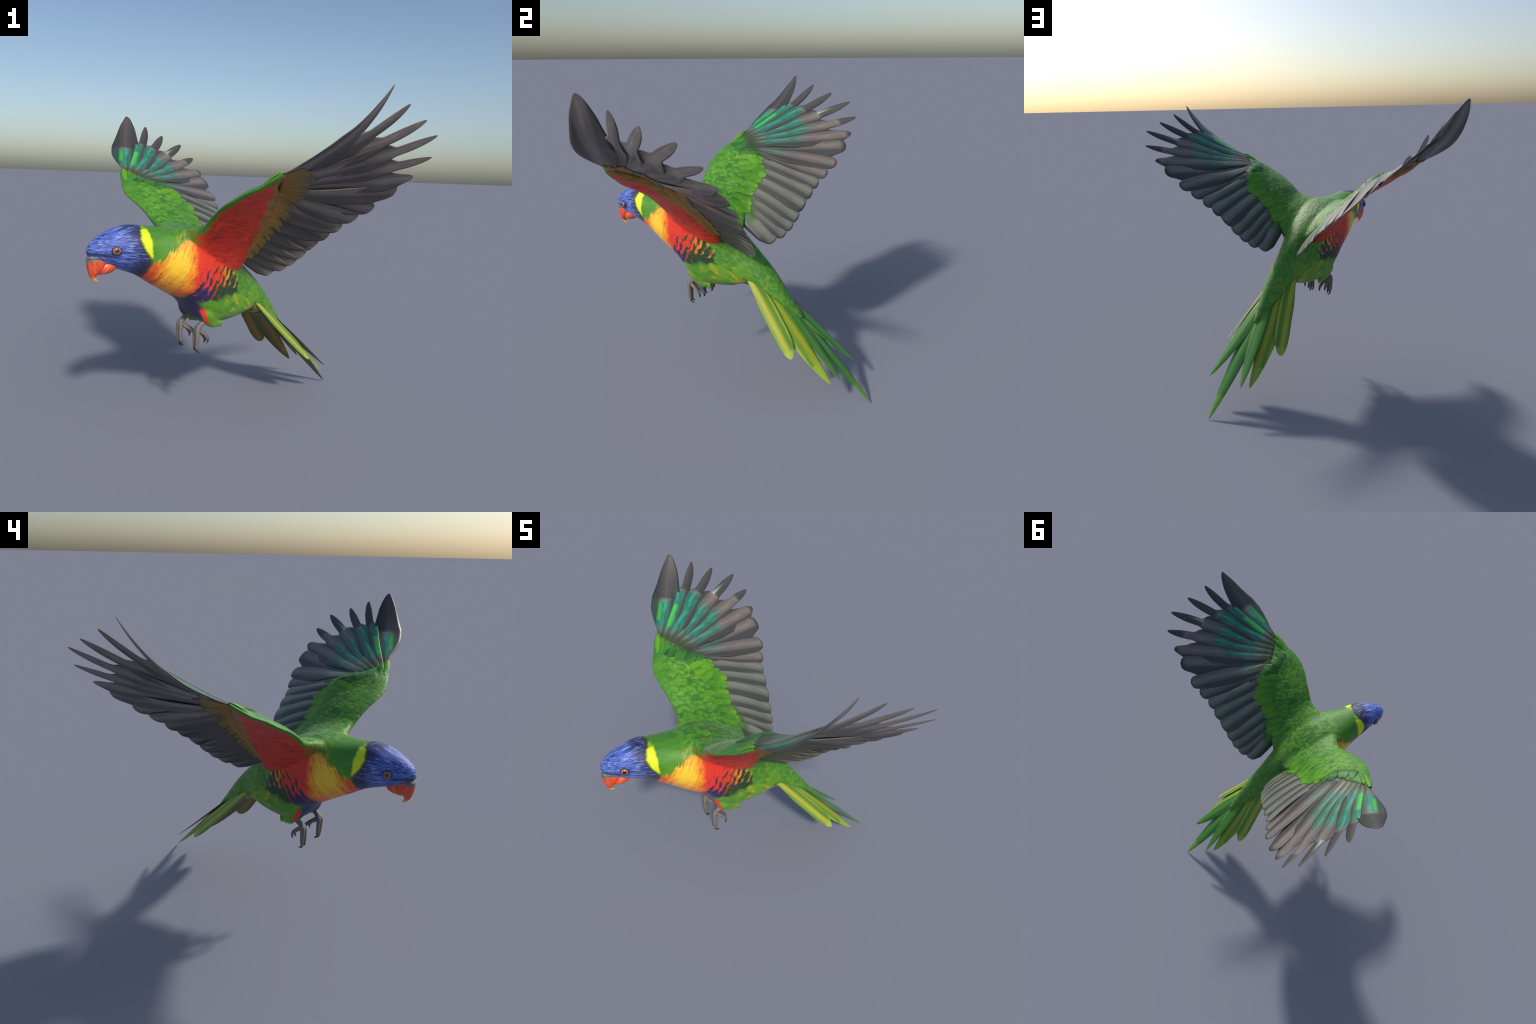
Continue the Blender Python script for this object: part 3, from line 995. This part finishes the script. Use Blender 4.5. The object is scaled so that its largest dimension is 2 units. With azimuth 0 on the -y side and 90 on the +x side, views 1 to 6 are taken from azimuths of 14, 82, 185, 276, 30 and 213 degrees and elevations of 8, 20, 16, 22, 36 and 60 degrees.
# two stiff feathers of the thumb on the front edge of the wrist
ALULA = [lying_feather("alula_feather", np.array(r_), np.array(t_), vec(.35, .8, .2), w_, loc(vec(-.35, .35, .87)), thick=.004, raise_tip=.004)
         for r_, t_, w_ in (((.585, .447, 1.362), (.700, .400, 1.436), .018), ((.570, .425, 1.368), (.660, .385, 1.424), .017))]
under_mesh = []
for i, f in enumerate(FEATHERS):
    for h in (0, .5):
        if i == len(FEATHERS) - 1 and h:
            continue
        g = FEATHERS[min(i + 1, len(FEATHERS) - 1)]
        t1 = lambda k: .20 + .009 * k if k < 9 else .32 - .008 * (k - 9)
        t0 = lambda k: .03 if k < 9 else .02
        T = at(f, t1(i) + RNG.normal(0, .015)) * (1 - h) + at(g, t1(i + 1)) * h
        R = at(f, t0(i)) * (1 - h) + at(g, t0(i + 1)) * h
        under_mesh.append(lying_feather("under_covert_feather", R, T, unit(f["lat"][0]), .021 if i < 9 else .023, loc(vec(.45, .0, -.9)), thick=.0026, raise_root=.0006, raise_tip=.0026))

for side, SM in (("L", Matrix.Identity(4)), ("R", MIRROR)):
    w = add("wing", part_mesh("wing", "wing" + side), root, MAT["plumage"])
    add("under_wing_coverts", part_mesh("under_wing_coverts", "under_wing_covert" + side), w, MAT["under"])
    for f, (me, m) in zip(FEATHERS, fl_mesh):
        add(f["kind"], me, w, None, SM @ m)
    for me, m, hand in cov_mesh:
        add("upper_covert_feather", me, w, MAT["covert_dark" if hand else "covert"], SM @ m)
    for me, m in ALULA:
        add("alula_feather", me, w, MAT["covert"], SM @ m)
    for me, m in under_mesh:
        add("under_covert_feather", me, w, MAT["under_covert"], SM @ m)

for k, d in enumerate(TAIL):
    t0, p = d["tip"]
    wo = lambda t, d=d, t0=t0, p=p: (.022 + (d["wo"] - .022) * smooth(t, 0, .4)) * tip_round(t, t0, p)
    wi = lambda t, d=d, t0=t0, p=p: (.034 + (d["wi"] - .034) * smooth(t, 0, .4)) * tip_round(t, t0, p)
    me, m = feather_mesh("tail_feather", d["R"], d["M"], d["T"], [d["lat"]] * 3, wo, wi, thick=.005, camber=.10, ridge=.002)
    me.materials.append(MAT[("tail_inner", "tail_inner", "tail_mid", "tail_outer")[k]])
    me.materials.append(MAT["tail_under"])
    for SM in ((Matrix.Identity(4), MIRROR) if d["side"] else (Matrix.Identity(4),)):
        add("tail_feather", me, parts["tail"], None, SM @ m)

# ------------------------------------------------------------- head parts ---
def beak(name, rows, m=28, n=26):
    """rows: centre (b, z), half width, half height, pitch of the ring (deg)"""
    y = spline(rows, n)
    rings = []
    th = np.linspace(0, 2 * np.pi, m, endpoint=False)
    for b, z, w, h, pitch in y:
        u = vec(0, math.cos(math.radians(pitch)), math.sin(math.radians(pitch)))   # 'height' axis of the ring
        c, s = np.cos(th), np.sin(th)
        ring = vec(0, b, z) + (w * np.sign(c) * np.abs(c) ** .95)[:, None] * vec(1, 0, 0) + (h * np.sign(s) * np.abs(s) ** .95)[:, None] * u
        rings.append(loc(ring))
    return mesh_from(name, *tube(rings))


upper = beak("upper_beak", [(.905, 1.012, .030, .030, 40), (.917, 1.000, .037, .046, 15), (.919, .978, .037, .048, 8), (.922, .956, .032, .041, 2), (.9255, .940, .025, .032, -6),
                            (.932, .926, .016, .020, -16), (.930, .911, .0095, .0115, -38), (.920, .899, .005, .006, -60), (.912, .8935, .0015, .002, -75)])
lower = beak("lower_beak", [(.838, .980, .030, .028, 60), (.852, .970, .0355, .034, 50), (.870, .959, .0370, .035, 42), (.888, .947, .0325, .030, 36), (.903, .936, .0215, .019, 30), (.913, .928, .006, .006, 25)])
add("upper_beak", upper, parts["head"], MAT["beak"])
add("lower_beak", lower, parts["head"], MAT["beak"])
cere = beak("cere", [(.900, 1.012, .040, .030, 80), (.930, 1.010, .037, .022, 70), (.952, 1.004, .028, .013, 50), (.962, 1.000, .014, .006, 40)])
add("cere", cere, parts["head"], MAT["cere"])
for s in (1, -1):
    for nm, r, dep, mt in (("eye_ring", .0240, .0075, "eye_ring"), ("eye", .0190, .0100, "eye")):
        bm = bmesh.new()
        bmesh.ops.create_uvsphere(bm, u_segments=32, v_segments=20, radius=1)
        me = bpy.data.meshes.new(nm)
        bm.to_mesh(me)
        bm.free()
        me.polygons.foreach_set("use_smooth", np.ones(len(me.polygons), bool))
        n_ = unit(loc(vec(s * .93, .30, .12)))
        up = unit(vec(0, 0, 1) - n_ * n_[2])
        fw = np.cross(up, n_)
        mm_ = Matrix((fw * r, up * r * .90, n_ * dep)).transposed().to_4x4()
        pos = loc(vec(s * EYE[0], EYE[1], EYE[2]))
        mm_.translation = Vector(pos + n_ * (0 if nm == "eye_ring" else .003))
        add(nm, me, parts["head"], MAT[mt], mm_)

# ------------------------------------------------------------------ feet ----
for s in (1, -1):
    def P(*q):
        return [(s * a, b - .012, z) for a, b, z in q]
    leg = add("leg", mesh_from("leg", *sweep(P((.090, .310, .655), (.086, .345, .632), (.082, .378, .612), (.080, .395, .596), (.078, .400, .580)),
                                              [.016, .0145, .0155, .0165, .013], m=18)), root, MAT["foot"])
    toes = [
        (P((.084, .388, .605), (.088, .402, .585), (.089, .403, .545), (.086, .402, .505), (.084, .400, .480)), [.013, .0135, .0115, .0105, .008],
         P((.084, .402, .487), (.083, .398, .470), (.082, .387, .461), (.081, .373, .4590)), [.0085, .0065, .0045, .0012]),
        (P((.076, .388, .605), (.070, .402, .585), (.067, .404, .545), (.065, .404, .510), (.064, .402, .488)), [.012, .0115, .0100, .009, .0075],
         P((.064, .404, .494), (.063, .402, .478), (.062, .394, .469), (.061, .383, .466)), [.0078, .006, .0042, .0012]),
        (P((.078, .392, .590), (.066, .372, .573), (.056, .350, .557), (.050, .330, .536), (.048, .322, .521)), [.013, .0120, .0105, .0095, .008],
         P((.049, .323, .527), (.047, .320, .511), (.046, .324, .501), (.046, .332, .496)), [.008, .006, .004, .0012]),
        (P((.082, .392, .592), (.086, .372, .574), (.088, .352, .558), (.088, .338, .540), (.087, .332, .527)), [.013, .0110, .0100, .0090, .007],
         P((.087, .333, .533), (.086, .329, .518), (.085, .332, .509), (.084, .339, .503)), [.0072, .0055, .004, .0012]),
    ]
    for tp, tr, cp, cr in toes:
        add("toe", mesh_from("toe", *sweep(tp, [r_ * 1.12 for r_ in tr], m=16)), leg, MAT["foot"])
        add("claw", mesh_from("claw", *sweep(cp, cr, m=12)), leg, MAT["claw"])

# ragged feather fringe at the lower end of each thigh
tv, tf = [], []
for s in (1, -1):
    for k in range(13):
        q = k / 12
        base = vec(s * (.089 + RNG.normal(0, .004)), .322 - .080 * q, .616 - .010 * q)
        tip = base + vec(s * RNG.normal(0, .004), -.008 + RNG.normal(0, .004), -.024 + RNG.normal(0, .004))
        v, f = sweep([base + vec(0, 0, .012), .5 * (base + tip), tip], [.011, .0075, .0012], m=8, flat=[1, .8, .6], n=7)
        tf += [tuple(i + len(tv) for i in q_) for q_ in f]
        tv += list(v)
fringe = add("thigh_fringe", mesh_from("thigh_fringe", tv, tf), parts["belly"], MAT["plumage"])
fringe["kind"] = "stuff"
